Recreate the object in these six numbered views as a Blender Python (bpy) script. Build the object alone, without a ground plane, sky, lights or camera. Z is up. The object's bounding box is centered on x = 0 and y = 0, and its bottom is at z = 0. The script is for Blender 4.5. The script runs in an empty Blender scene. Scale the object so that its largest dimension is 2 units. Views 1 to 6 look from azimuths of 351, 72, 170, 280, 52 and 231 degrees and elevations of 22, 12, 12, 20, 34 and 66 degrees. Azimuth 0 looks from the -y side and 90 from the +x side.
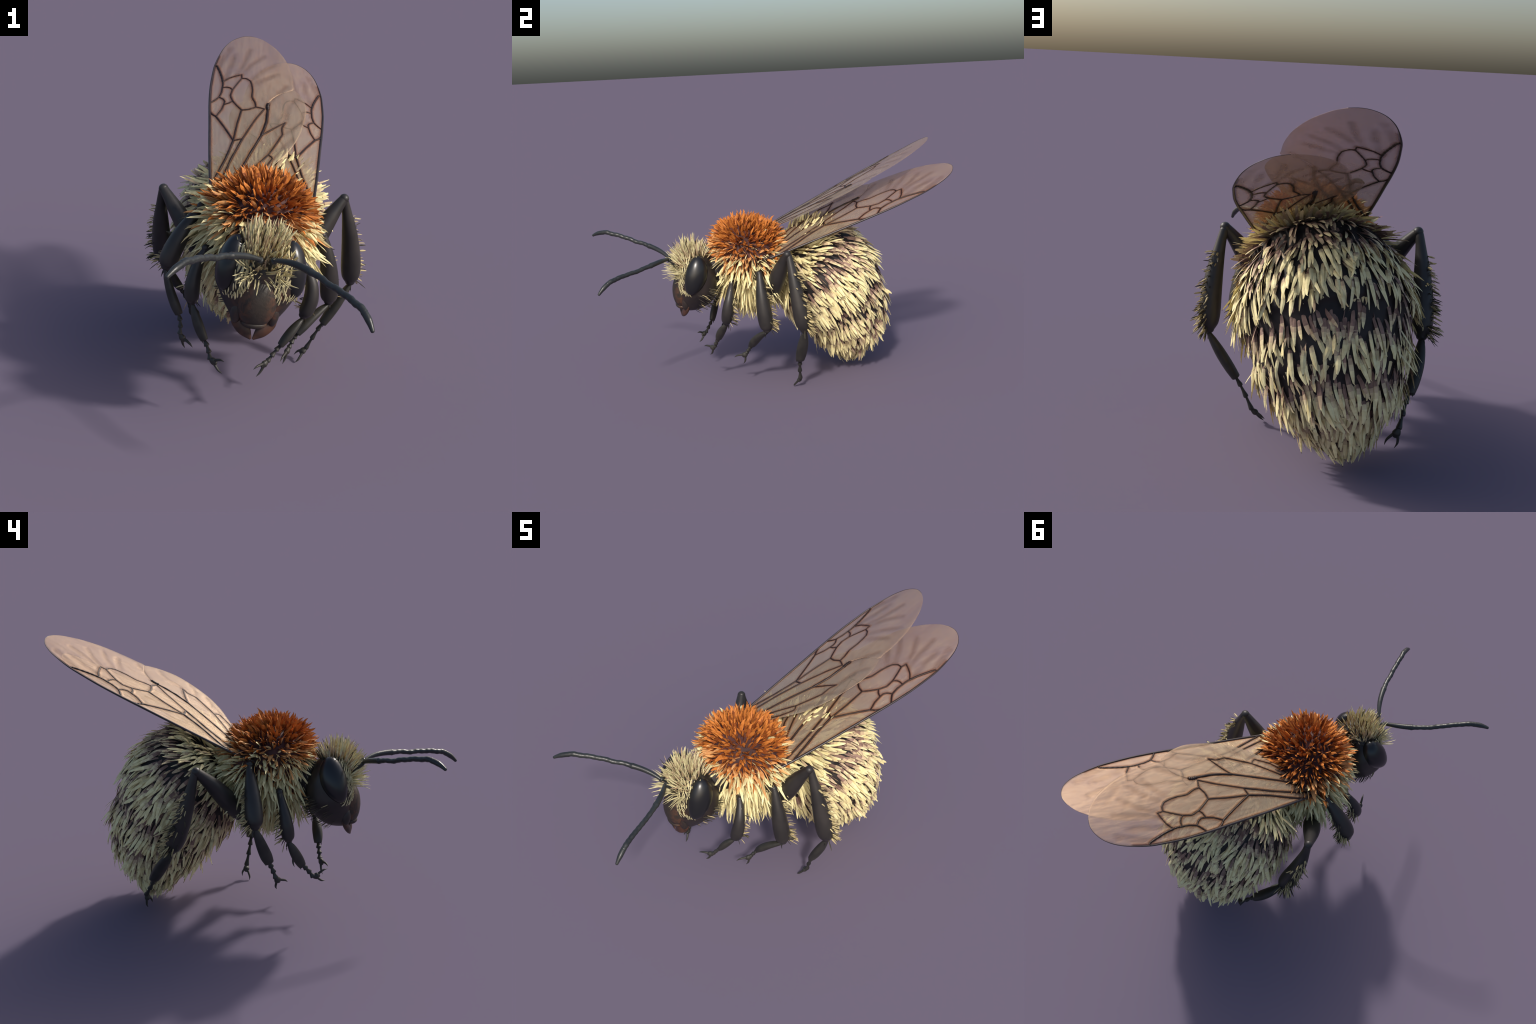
# A furry carder bumblebee, built part by part: thorax, head, abdomen, six legs,
# two antennae, four wings with raised veins, and tufts of hair.
import bpy, math
import numpy as np
from mathutils import Matrix, Vector

rng = np.random.default_rng(7)
A = lambda *v: np.array(v, float)

# ------------------------------------------------------------------ helpers
def unit(v):
    v = np.asarray(v, float)
    return v / (np.linalg.norm(v, axis=-1, keepdims=True) + 1e-12)

def smooth01(x, a, b):
    t = np.clip((x - a) / (b - a), 0, 1)
    return t * t * (3 - 2 * t)

def catmull(P, n):
    """Smooth curve through the control rows of P, n samples."""
    P = np.asarray(P, float)
    K = len(P)
    tt = np.linspace(0, K - 1, n)
    i = np.minimum(tt.astype(int), K - 2)
    u = (tt - i)[:, None]
    Q = np.vstack([2 * P[0] - P[1], P, 2 * P[-1] - P[-2]])
    a, b, c, d = Q[i], Q[i + 1], Q[i + 2], Q[i + 3]
    return 0.5 * (2 * b + (c - a) * u + (2 * a - 5 * b + 4 * c - d) * u ** 2 + (3 * b - a - 3 * c + d) * u ** 3)

WORLD = {}
def make_object(name, verts, faces, mats, parent=None, face_mat=None, smooth=True, matrix=None, uniform=None):
    me = bpy.data.meshes.new(name)
    if isinstance(faces, np.ndarray):
        nv, nf, k = len(verts), len(faces), faces.shape[1]
        me.vertices.add(nv); me.loops.add(nf * k); me.polygons.add(nf)
        me.vertices.foreach_set("co", np.asarray(verts, np.float32).ravel())
        me.loops.foreach_set("vertex_index", faces.astype(np.int32).ravel())
        me.polygons.foreach_set("loop_start", np.arange(0, nf * k, k, dtype=np.int32))
        me.polygons.foreach_set("loop_total", np.full(nf, k, np.int32))
        me.update(calc_edges=True)
    else:
        me.from_pydata([tuple(map(float, v)) for v in verts], [], faces)
    for m in (mats if isinstance(mats, (list, tuple)) else [mats]):
        me.materials.append(m)
    if face_mat is not None:
        me.polygons.foreach_set("material_index", np.asarray(face_mat, np.int32))
    me.polygons.foreach_set("use_smooth", np.full(len(me.polygons), smooth))
    me.update()
    me.validate()
    ob = bpy.data.objects.new(name, me)
    bpy.context.collection.objects.link(ob)
    world = matrix or Matrix.Identity(4)
    WORLD[ob.name] = world
    ob.matrix_basis = world
    if parent is not None:
        ob.parent = parent
        ob.matrix_parent_inverse = WORLD.get(parent.name, Matrix.Identity(4)).inverted()
    return ob

def tube_data(pts, rad, n=28, seg=16, flat=1.0, up=(0, 0, 1), blunt=(0.6, 0.6), samples=None):
    """Loft of elliptical rings along a smooth spine. rad = radius at each control point,
    flat = thickness across the up-ward direction relative to the width."""
    ctrl = np.c_[np.asarray(pts, float), np.asarray(rad, float)]
    C = catmull(ctrl, n)
    c, r = C[:, :3], np.maximum(C[:, 3], 1e-4)
    # round the two ends by adding shrinking rings
    d0, d1 = unit(c[0] - c[1]), unit(c[-1] - c[-2])
    cap = [(math.sin(a), math.cos(a)) for a in np.linspace(0.25, 1.45, 5)]
    head = [(c[0] + d0 * r[0] * s * blunt[0], r[0] * k) for s, k in reversed(cap)]
    tail = [(c[-1] + d1 * r[-1] * s * blunt[1], r[-1] * k) for s, k in cap]
    c = np.array([h[0] for h in head] + list(c) + [t[0] for t in tail])
    r = np.array([h[1] for h in head] + list(r) + [t[1] for t in tail])
    tan = unit(np.gradient(c, axis=0))
    up = np.asarray(up, float)
    side = unit(np.cross(tan, up))
    nrm = unit(np.cross(side, tan))
    a = np.linspace(0, 2 * math.pi, seg, endpoint=False)
    V = c[:, None] + r[:, None, None] * (np.cos(a)[None, :, None] * side[:, None] + flat * np.sin(a)[None, :, None] * nrm[:, None])
    m = len(c)
    V = V.reshape(-1, 3)
    F = []
    for i in range(m - 1):
        for j in range(seg):
            k = (j + 1) % seg
            F.append((i * seg + j, i * seg + k, (i + 1) * seg + k, (i + 1) * seg + j))
    F.append(tuple(reversed(range(seg))))
    F.append(tuple(range((m - 1) * seg, m * seg)))
    return V, F

def join(parts):
    V, F, o = [], [], 0
    for v, f in parts:
        V.append(v)
        F += [tuple(i + o for i in q) for q in f]
        o += len(v)
    return np.vstack(V), F

def tube(name, mat, parent, *a, **k):
    V, F = tube_data(*a, **k)
    return make_object(name, V, F, mat, parent)

# ---------------------------------------------------------------- materials
class Nodes:
    """Small helper for wiring a Principled material."""
    def __init__(self, name):
        self.m = bpy.data.materials.new(name)
        self.m.use_nodes = True
        self.t = self.m.node_tree
        self.t.nodes.clear()
        self.out = self.n('ShaderNodeOutputMaterial')
        self.b = self.n('ShaderNodeBsdfPrincipled')
        self.l(self.b.outputs[0], self.out.inputs[0])
        self.co = self.n('ShaderNodeTexCoord').outputs['Object']
    def n(self, kind, **kw):
        x = self.t.nodes.new(kind)
        for k, v in kw.items():
            setattr(x, k, v)
        return x
    def l(self, a, b):
        self.t.links.new(a, b)
    def put(self, sock, v):
        if hasattr(v, 'is_linked'):
            self.l(v, sock)
        else:
            sock.default_value = v
    def math(self, op, *v, clamp=False):
        x = self.n('ShaderNodeMath', operation=op, use_clamp=clamp)
        for i, q in enumerate(v):
            self.put(x.inputs[i], q)
        return x.outputs[0]
    def vec(self, op, *v, out=0):
        x = self.n('ShaderNodeVectorMath', operation=op)
        for i, q in enumerate(v):
            if op == 'SCALE' and i == 1:
                self.put(x.inputs['Scale'], q)
            else:
                self.put(x.inputs[i], q)
        return x.outputs[out]
    def noise(self, scale, detail=4, rough=0.55, vec=None, dist=0.0):
        x = self.n('ShaderNodeTexNoise')
        x.inputs['Scale'].default_value = scale
        x.inputs['Detail'].default_value = detail
        x.inputs['Roughness'].default_value = rough
        x.inputs['Distortion'].default_value = dist
        self.l(vec or self.co, x.inputs['Vector'])
        return x.outputs['Fac']
    def ramp(self, fac, stops):
        x = self.n('ShaderNodeValToRGB')
        e = x.color_ramp.elements
        while len(e) < len(stops):
            e.new(0.5)
        for q, (p, c) in zip(e, stops):
            q.position = p
            q.color = (*c, 1)
        self.l(fac, x.inputs[0])
        return x.outputs[0]
    def mix(self, fac, a, b):
        x = self.n('ShaderNodeMix', data_type='RGBA')
        self.put(x.inputs[0], fac)
        for s, v in ((x.inputs[6], a), (x.inputs[7], b)):
            self.put(s, (*v, 1) if isinstance(v, tuple) else v)
        return x.outputs[2]
    def remap(self, v, a, b, c=0.0, d=1.0):
        x = self.n('ShaderNodeMapRange', interpolation_type='SMOOTHSTEP')
        for i, q in enumerate((v, a, b, c, d)):
            self.put(x.inputs[i], q)
        return x.outputs[0]
    def bump(self, h, strength=0.2, dist=0.004):
        x = self.n('ShaderNodeBump')
        x.inputs['Strength'].default_value = strength
        x.inputs['Distance'].default_value = dist
        self.l(h, x.inputs['Height'])
        self.l(x.outputs[0], self.b.inputs['Normal'])
    def set(self, color=None, rough=None, spec=None, **kw):
        if color is not None:
            self.put(self.b.inputs['Base Color'], (*color, 1) if isinstance(color, tuple) else color)
        if rough is not None:
            self.put(self.b.inputs['Roughness'], rough)
        if spec is not None:
            self.put(self.b.inputs['Specular IOR Level'], spec)
        for k, v in kw.items():
            self.put(self.b.inputs[k], v)
        return self.m

def chitin(name, dark, light, rough=0.45, spec=0.5, scale=14, bump=0.15):
    N = Nodes(name)
    f = N.noise(scale, 5)
    N.bump(N.noise(160, 3), bump, 0.002)
    return N.set(N.ramp(f, [(0.3, dark), (0.7, light)]), rough, spec)

def hair(name, dark, light, rough=0.6, spec=0.25, scale=40):
    N = Nodes(name)
    f = N.noise(scale, 3)
    return N.set(N.ramp(f, [(0.3, dark), (0.7, light)]), rough, spec)

M_leg = chitin('black_leg_chitin', (0.017, 0.016, 0.016), (0.034, 0.030, 0.028), 0.42, 0.4, 10)
M_foot = chitin('dark_foot_chitin', (0.020, 0.020, 0.018), (0.040, 0.037, 0.032), 0.5, 0.4, 20)
M_antenna = chitin('antenna_chitin', (0.015, 0.017, 0.018), (0.028, 0.031, 0.031), 0.36, 0.45, 12, 0.25)
M_eye = Nodes('glossy_eye').set((0.010, 0.0105, 0.012), 0.29, 0.5)
M_abdomen = chitin('abdomen_skin', (0.010, 0.009, 0.010), (0.035, 0.027, 0.025), 0.6, 0.3, 8)
M_thorax = chitin('thorax_skin', (0.035, 0.016, 0.016), (0.105, 0.045, 0.042), 0.6, 0.2, 9)
M_tegula = chitin('wing_root_chitin', (0.016, 0.010, 0.008), (0.05, 0.022, 0.014), 0.4, 0.5, 12)
M_vein = chitin('wing_vein', (0.007, 0.003, 0.002), (0.022, 0.007, 0.004), 0.45, 0.4, 18)
M_costa = chitin('wing_leading_vein', (0.016, 0.011, 0.012), (0.035, 0.024, 0.024), 0.36, 0.5, 18)

# hair colours
H_orange_deep = hair('hair_deep_rust', (0.19, 0.048, 0.012), (0.34, 0.095, 0.020))
H_orange = hair('hair_rust_orange', (0.40, 0.125, 0.022), (0.62, 0.215, 0.045))
H_peach = hair('hair_peach', (0.58, 0.25, 0.085), (0.74, 0.40, 0.16))
H_cream = hair('hair_cream', (0.66, 0.55, 0.27), (0.84, 0.76, 0.43))
H_root = hair('hair_mauve_brown_root', (0.16, 0.095, 0.075), (0.30, 0.19, 0.145))
H_mid = hair('hair_tan_middle', (0.40, 0.29, 0.185), (0.56, 0.43, 0.27))
H_mid2 = hair('hair_straw', (0.55, 0.44, 0.24), (0.70, 0.59, 0.35))
H_tip = hair('hair_dark_tip', (0.05, 0.04, 0.025), (0.13, 0.10, 0.06))
H_fringe = hair('hair_fringe_straw', (0.30, 0.23, 0.11), (0.58, 0.48, 0.25))
H_face = hair('hair_face_ivory', (0.48, 0.42, 0.22), (0.74, 0.67, 0.41))
H_black = hair('hair_dark', (0.018, 0.016, 0.012), (0.07, 0.06, 0.035))

# head: black-brown, rust-brown on the lower face
def head_material():
    N = Nodes('head_chitin')
    sep = N.n('ShaderNodeSeparateXYZ'); N.l(N.co, sep.inputs[0])
    x, y, z = sep.outputs
    n1 = N.noise(22, 5, 0.6, dist=0.6)
    front = N.remap(y, -0.055, -0.095)
    low = N.remap(z, 0.06, -0.06)
    m = N.math('MULTIPLY', front, low)
    m = N.math('MULTIPLY', m, N.remap(n1, 0.44, 0.66))
    base = N.ramp(N.noise(9, 4), [(0.3, (0.013, 0.012, 0.012)), (0.75, (0.036, 0.026, 0.022))])
    N.bump(N.noise(90, 4), 0.15, 0.003)
    return N.set(N.mix(m, base, (0.085, 0.038, 0.022)), 0.42, 0.45)
M_head = head_material()
def clypeus_material(name, zsplit):
    N = Nodes(name)
    sep = N.n('ShaderNodeSeparateXYZ'); N.l(N.co, sep.inputs[0])
    x = N.math('ABSOLUTE', sep.outputs[0])
    n1 = N.noise(30, 5, 0.6, dist=1.0)
    edge = N.remap(x, 0.012, 0.06)
    m = N.math('MULTIPLY', edge, N.remap(n1, 0.40, 0.62))
    base = N.ramp(N.noise(12, 4), [(0.3, (0.018, 0.016, 0.014)), (0.75, (0.048, 0.036, 0.028))])
    N.bump(N.noise(70, 5), 0.3, 0.004)
    return N.set(N.mix(m, base, (0.085, 0.040, 0.024)), 0.50, 0.35)
M_clypeus = clypeus_material('clypeus_chitin', 0)
M_mandible = chitin('mandible_chitin', (0.018, 0.012, 0.010), (0.075, 0.032, 0.019), 0.4, 0.45, 26)

# ------------------------------------------------------------ the bee itself
bee = bpy.data.objects.new('bumblebee', None)
bpy.context.collection.objects.link(bee)
bee['label'] = 'furry bumblebee with rust thorax, cream body hair, smoky veined wings'
bee['category'] = 'bumblebee'

# body axes: the bee leans a little onto its left side
MX = unit(A(0.98, -0.10, -0.15))                       # to the bee's left
MY = A(0, 1, 0); MY = unit(MY - MX * (MY @ MX))        # to the tail
MZ = np.cross(MX, MY)                                  # up
BODY = np.array([MX, MY, MZ])
C0 = A(-0.02, 0.0, 0.70)
def to_world(p): return np.asarray(p) @ BODY + C0
def to_body(p): return (np.asarray(p) - C0) @ BODY.T
BODY_MAT = Matrix(((MX[0], MY[0], MZ[0], C0[0]), (MX[1], MY[1], MZ[1], C0[1]), (MX[2], MY[2], MZ[2], C0[2]), (0, 0, 0, 1)))

def ico(sub):
    import bmesh
    bm = bmesh.new()
    bmesh.ops.create_icosphere(bm, subdivisions=sub, radius=1)
    V = np.array([v.co[:] for v in bm.verts]); F = np.array([[v.index for v in f.verts] for f in bm.faces])
    bm.free()
    return V, F

def swept_body(spine, off, k, inset, centre, sub=6):
    """Star-shaped hull of spheres strung along a spine in the bee's mid-plane
    (spine rows: y, z, radius), stretched sideways by k."""
    S = catmull(spine, 60)
    D, F = ico(sub)
    c = np.asarray(centre, float)
    R = np.zeros(len(D))
    for y, z, r in S:
        r = r - inset
        v = A(0, y, z) - c
        b = D @ v
        q = b * b - (v @ v - r * r)
        t = np.where(q > 0, b + np.sqrt(np.maximum(q, 0)), 0)
        R = np.maximum(R, t)
    P = c + D * R[:, None]
    P[:, 0] = P[:, 0] * k + off
    return P, F

def vnormals(P, F):
    n = np.cross(P[F[:, 1]] - P[F[:, 0]], P[F[:, 2]] - P[F[:, 0]])
    N = np.zeros_like(P)
    for j in range(3):
        np.add.at(N, F[:, j], n)
    return unit(N)

def scatter(P, F, count, weight=None, min_dist=0.0):
    """Random points with normals on a triangle mesh, spread apart by dart throwing."""
    N = vnormals(P, F)
    tri = P[F]
    area = np.linalg.norm(np.cross(tri[:, 1] - tri[:, 0], tri[:, 2] - tri[:, 0]), axis=1)
    if weight is not None:
        area = area * weight(tri.mean(1), unit(N[F].mean(1)))
    cum = np.cumsum(area); cum /= cum[-1]
    m = count * 5 if min_dist > 0 else count
    f = np.searchsorted(cum, rng.random(m))
    a, b = rng.random(m), rng.random(m)
    s = np.sqrt(a); w = np.c_[1 - s, s * (1 - b), s * b]
    pts = (tri[f] * w[:, :, None]).sum(1)
    nor = unit((N[F[f]] * w[:, :, None]).sum(1))
    if min_dist > 0:
        cell, keep = {}, []
        for i, p in enumerate(pts):
            g = tuple((p // min_dist).astype(int))
            ok = True
            for dx in (-1, 0, 1):
                for dy in (-1, 0, 1):
                    for dz in (-1, 0, 1):
                        for j in cell.get((g[0] + dx, g[1] + dy, g[2] + dz), ()):
                            e = pts[j] - p
                            if e @ e < min_dist * min_dist:
                                ok = False; break
                        if not ok: break
                    if not ok: break
                if not ok: break
            if ok:
                cell.setdefault(g, []).append(i); keep.append(i)
                if len(keep) >= count: break
        pts, nor = pts[keep], nor[keep]
    return pts, nor

def tufts(name, root, direc, nor, length, width, bend, mats, slots, parent, matrix=None,
          profile=(0.45, 0.85, 1.0, 0.92, 0.62), thick=0.34, bend_pow=2.0, jag=0.0, last=0.86, soft=False):
    """Tapered, keeled blades of hair. slots: (count, rings) material slot for each ring span."""
    n = len(root)
    length = np.broadcast_to(np.asarray(length, float), (n,))
    width = np.broadcast_to(np.asarray(width, float), (n,))
    d = unit(direc)
    side = unit(np.cross(d, nor) + 1e-9)
    rings = len(profile)
    us = np.linspace(0, last, rings)
    V = np.zeros((n, rings * 4 + 1, 3))
    def at(u):
        return root + d * (length * u)[:, None] + bend * (length * u ** bend_pow)[:, None]
    for i, (u, w) in enumerate(zip(us, profile)):
        c = at(u)
        t = unit(at(u + 0.02) - at(u - 0.02))
        up = unit(np.cross(side, t))
        s = unit(np.cross(t, up))
        hw = (width * w * 0.5)[:, None]
        V[:, i * 4 + 0] = c - s * hw
        V[:, i * 4 + 1] = c + up * hw * thick
        V[:, i * 4 + 2] = c + s * hw
        V[:, i * 4 + 3] = c - up * hw * thick
    tip = at(1.0)
    V[:, -1] = tip + side * (width * jag * rng.uniform(-1, 1, n))[:, None]
    f = []
    for i in range(rings - 1):
        for j in range(4):
            k = (j + 1) % 4
            f.append((i * 4 + j, i * 4 + k, (i + 1) * 4 + k)); f.append((i * 4 + j, (i + 1) * 4 + k, (i + 1) * 4 + j))
    o = (rings - 1) * 4
    for j in range(4):
        f.append((o + j, o + (j + 1) % 4, rings * 4))
    ring_of = np.array([i // 8 for i in range((rings - 1) * 8)] + [rings - 1] * 4)
    f = np.array(f)
    F = (f[None] + (np.arange(n) * (rings * 4 + 1))[:, None, None]).reshape(-1, 3)
    fm = np.asarray(slots)[:, ring_of].reshape(-1)
    ob = make_object(name, V.reshape(-1, 3), F, mats, parent, fm, soft, matrix)
    ob['kind'] = 'stuff'
    return ob

# ---------------------------------------------------------------- abdomen
ABD = [(0.325, -0.063, 0.308), (0.334, -0.110, 0.337), (0.388, -0.184, 0.317), (0.456, -0.323, 0.277), (0.489, -0.508, 0.168)]
ABD_K = 1.11
Pa, Fa = swept_body(ABD, 0.0, ABD_K, 0.045, (0, 0.36, -0.18))
Q0, Q1 = A(0, 0.06, 0.06), A(0, 0.50, -0.66)       # waist and tail poles
def band(p):
    a = np.linalg.norm(p - Q0, axis=-1); b = np.linalg.norm(p - Q1, axis=-1)
    return a / (a + b)
def flow(p):
    a, b = p - Q0, Q1 - p
    la, lb = np.linalg.norm(a, axis=1, keepdims=True), np.linalg.norm(b, axis=1, keepdims=True)
    return a / la ** 2 + b / lb ** 2
# overlapping tergite plates: a shallow step at each plate edge
EDGE = [0.29, 0.46, 0.595, 0.72]
qa = band(Pa)
step = np.zeros(len(Pa))
for e in EDGE:
    step += 0.012 * smooth01(qa, e - 0.10, e - 0.004) * (1 - smooth01(qa, e - 0.004, e + 0.008))
Pa = Pa + vnormals(Pa, Fa) * (step - 0.004)[:, None]
abdomen = make_object('abdomen', Pa, Fa, M_abdomen, bee, matrix=BODY_MAT)

def abd_weight(c, n):
    q = band(c)
    w = np.ones(len(c))
    top = smooth01(n[:, 2], 0.45, 0.8)
    for a, b, v in ((0.0, 0.05, 0.1), (0.250, 0.298, 0.07), (0.436, 0.468, 0.10), (0.580, 0.602, 0.20)):
        k = (q > a) & (q < b)
        w[k] = v + 0.65 * top[k] * (0.2 < a < 0.3)
    w[(q > 0.05) & (q < 0.248)] *= 1.4 + 0.9 * top[(q > 0.05) & (q < 0.248)]
    back = smooth01(c[:, 1], 0.38, 0.6)
    w *= 1 - 0.42 * back * (q < 0.62)
    return w
pa, na = scatter(Pa, Fa, 2900, abd_weight, 0.0125)
qa = band(pa)
fl = flow(pa); fl = unit(fl - na * (fl * na).sum(1, keepdims=True))
n = len(pa)
front = 1 - smooth01(qa, 0.22, 0.28)
topside = smooth01(na[:, 2], 0.35, 0.8)
lift = 0.21 + 0.27 * rng.random(n) + 0.12 * smooth01(qa, 0.6, 0.9) + 0.95 * front * topside * rng.random(n)
jit = rng.normal(0, 0.165, (n, 3))
d = unit(fl + na * lift[:, None] + jit)
L = rng.uniform(0.074, 0.126, n) * (1 + 0.25 * front)
L *= 1 - 0.22 * smooth01(qa, 0.75, 1.0)
Wd = rng.uniform(0.0112, 0.0200, n) * (1 - 0.10 * front * topside) * (1 - 0.15 * smooth01(qa, 0.7, 1.0))
slots = np.full((n, 6), 3)
u = rng.random(n)
first = np.zeros(n, bool)
for a, b in ((0.296, 0.336), (0.466, 0.507), (0.60, 0.635), (0.72, 0.74)):
    first |= (qa > a) & (qa < b)
slots[:, 0] = np.where(u < 0.7, 0, 1)
slots[:, 1] = np.where(u < 0.4, 1, 2)
slots[:, 2] = np.where(u < 0.3, 2, 3)
slots[first, 0] = 0; slots[first, 1] = 0; slots[first, 2] = 1; slots[first, 3] = 2
brown = (rng.random(n) < 0.07) | (first & (rng.random(n) < 0.45))
gapq = np.zeros(n, bool)
for a, b in ((0.248, 0.298), (0.438, 0.468), (0.58, 0.60)):
    gapq |= (qa > a) & (qa < b)
brown |= gapq
brown &= qa > 0.245
slots[brown, 1] = 0; slots[brown, 2] = 0; slots[brown, 3] = 1; slots[brown, 4] = np.where(rng.random(brown.sum()) < 0.5, 1, 2)
k = qa < 0.24
slots[k, 0] = 1; slots[k, 1] = 3
k = (qa < 0.24) & (rng.random(n) < 0.35 * topside)
slots[k, 1:4] = 1; slots[k, 4] = 2
slots[(rng.random(n) < 0.30), 5] = 4
clump = np.stack([np.sin(pa @ A(31, 17, 23)), np.sin(pa @ A(-19, 37, 11) + 1), np.sin(pa @ A(13, -29, 33) + 2)], 1)
droop = A(0, 0, -1) * 0.06 - na * 0.20 + clump * 0.13
for _ in range(6):                                  # keep every tuft clear of the ground
    tipz = to_world(pa + d * L[:, None] + droop * L[:, None])[:, 2]
    L = np.where(tipz < 0.004, L * 0.85, L)
roll = rng.normal(0, 0.28, (n, 3))
tufts('abdomen_fur', pa - na * 0.004, d, na + roll, L, Wd, droop, [H_root, H_mid, H_mid2, H_cream, H_tip], slots, abdomen, BODY_MAT,
      profile=(0.5, 0.88, 1.0, 0.98, 0.78, 0.36), thick=0.15, jag=0.35, last=0.93, soft=False)

# ----------------------------------------------------------------- thorax
THX = [(-0.146, 0.075, 0.213), (-0.072, 0.027, 0.230), (-0.116, -0.055, 0.213)]
Pt, Ft = swept_body(THX, -0.014, 1.22, 0.060, (0, -0.11, 0.02), 5)
thorax = make_object('thorax', Pt, Ft, M_thorax, bee, matrix=BODY_MAT)
# waist joining thorax and abdomen
tube('waist', M_abdomen, bee, [to_world(p) for p in ((-0.005, 0.02, -0.02), (-0.005, 0.10, 0.0), (-0.005, 0.18, 0.0))], [0.13, 0.11, 0.13], seg=24)

def thx_weight(c, n):
    w = np.ones(len(c))
    # a bald spot on the crown of each shoulder
    spot = np.linalg.norm(c - A(0.09, -0.17, 0.165), axis=1)
    w *= smooth01(spot, 0.0, 0.06) * 0.8 + 0.2
    w *= np.where((c[:, 1] < -0.26) & (c[:, 2] < 0.0) & (np.abs(c[:, 0]) < 0.10), 0.1, 1)   # neck
    return w
pt, nt = scatter(Pt, Ft, 2000, thx_weight, 0.0115)
n = len(pt)
zz = pt[:, 2]; yy = pt[:, 1]
low = 1 - smooth01(zz, -0.05, 0.09)
back = np.tile(A(0, 0.25, -1.0), (n, 1))
tg = back - nt * (back * nt).sum(1, keepdims=True)
d = unit(nt * (0.95 - 0.42 * low)[:, None] + tg * (0.10 + 0.62 * low)[:, None] + rng.normal(0, 0.20, (n, 3)))
L = rng.uniform(0.048, 0.080, n) * (1 + 0.75 * low)
for kx, ky, kz in ((-0.25, -0.07, 0.76), (0.21, -0.135, 0.66)):      # longer hair draped over the middle legs
    kd = np.linalg.norm(pt - to_body(A(kx, ky, kz)), axis=1)
    L = L * (1 + 0.55 * np.exp(-(kd / 0.09) ** 2))
Wd = rng.uniform(0.0115, 0.0200, n) * (1 - 0.18 * low)
e = zz - 0.054 - 0.035 * smooth01(np.abs(pt[:, 0]), 0.11, 0.20) + rng.normal(0, 0.034, n) - 0.11 * smooth01(yy, -0.02, 0.12) - 0.02 * smooth01(-yy, 0.22, 0.30)
rim = smooth01(yy, 0.02, 0.10) * (rng.random(n) < 0.85)
e = np.where((rim > 0.5) & (zz < 0.17), e - 0.10, e)
slots = np.where(e[:, None] > 0.055, 1, np.where(e[:, None] > 0.010, 2, 3)) * np.ones((1, 5), int)
slots[:, 0] = np.where(e > 0.055, 0, np.where(e > 0.010, 1, 2))
deep = (e > 0.055) & (rng.random(n) < 0.38)
slots[deep, 1] = 0; slots[deep, 2] = 0
mixd = (e > -0.02) & (e <= 0.010) & (rng.random(n) < 0.4)
slots[mixd, 1] = 2
tufts('thorax_fur', pt - nt * 0.004, d, nt * 0.3 + tg * 0.3 + rng.normal(0, 0.5, (n, 3)), L, Wd, tg * 0.16 + rng.normal(0, 0.08, (n, 3)),
      [H_orange_deep, H_orange, H_peach, H_cream], slots, thorax, BODY_MAT,
      profile=(0.45, 0.85, 1.0, 0.82, 0.48), thick=0.20, jag=0.6, soft=False)
# thin under-hair filling between the blades
pt2, nt2 = scatter(Pt, Ft, 1100, thx_weight, 0.0)
n = len(pt2)
low = 1 - smooth01(pt2[:, 2], -0.05, 0.09)
tg = np.tile(A(0, 0.25, -1.0), (n, 1)); tg = tg - nt2 * (tg * nt2).sum(1, keepdims=True)
d = unit(nt2 * (0.9 - 0.45 * low)[:, None] + tg * (0.10 + 0.6 * low)[:, None] + rng.normal(0, 0.25, (n, 3)))
e = pt2[:, 2] - 0.054 - 0.035 * smooth01(np.abs(pt2[:, 0]), 0.11, 0.20) + rng.normal(0, 0.034, n) - 0.11 * smooth01(pt2[:, 1], -0.02, 0.12)
slots = np.where(e[:, None] > 0.055, 0, np.where(e[:, None] > 0.010, 2, 3)) * np.ones((1, 5), int)
tufts('thorax_under_fur', pt2 - nt2 * 0.004, d, nt2, rng.uniform(0.045, 0.075, n), rng.uniform(0.004, 0.007, n), tg * 0.2,
      [H_orange_deep, H_orange, H_peach, H_cream], slots, thorax, BODY_MAT, thick=0.6)

# ------------------------------------------------------------------- head
HX = unit(A(0.985, -0.05, -0.165)); HY = A(0, 1, 0); HY = unit(HY - HX * (HY @ HX)); HZ = np.cross(HX, HY)
H0 = A(-0.075, -0.43, 0.66) - HX * 0.012
HEAD = np.array([HX, HY, HZ])
HEAD_MAT = Matrix(((HX[0], HY[0], HZ[0], H0[0]), (HX[1], HY[1], HZ[1], H0[1]), (HX[2], HY[2], HZ[2], H0[2]), (0, 0, 0, 1)))
def head_world(p): return np.asarray(p) @ HEAD + H0
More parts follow.
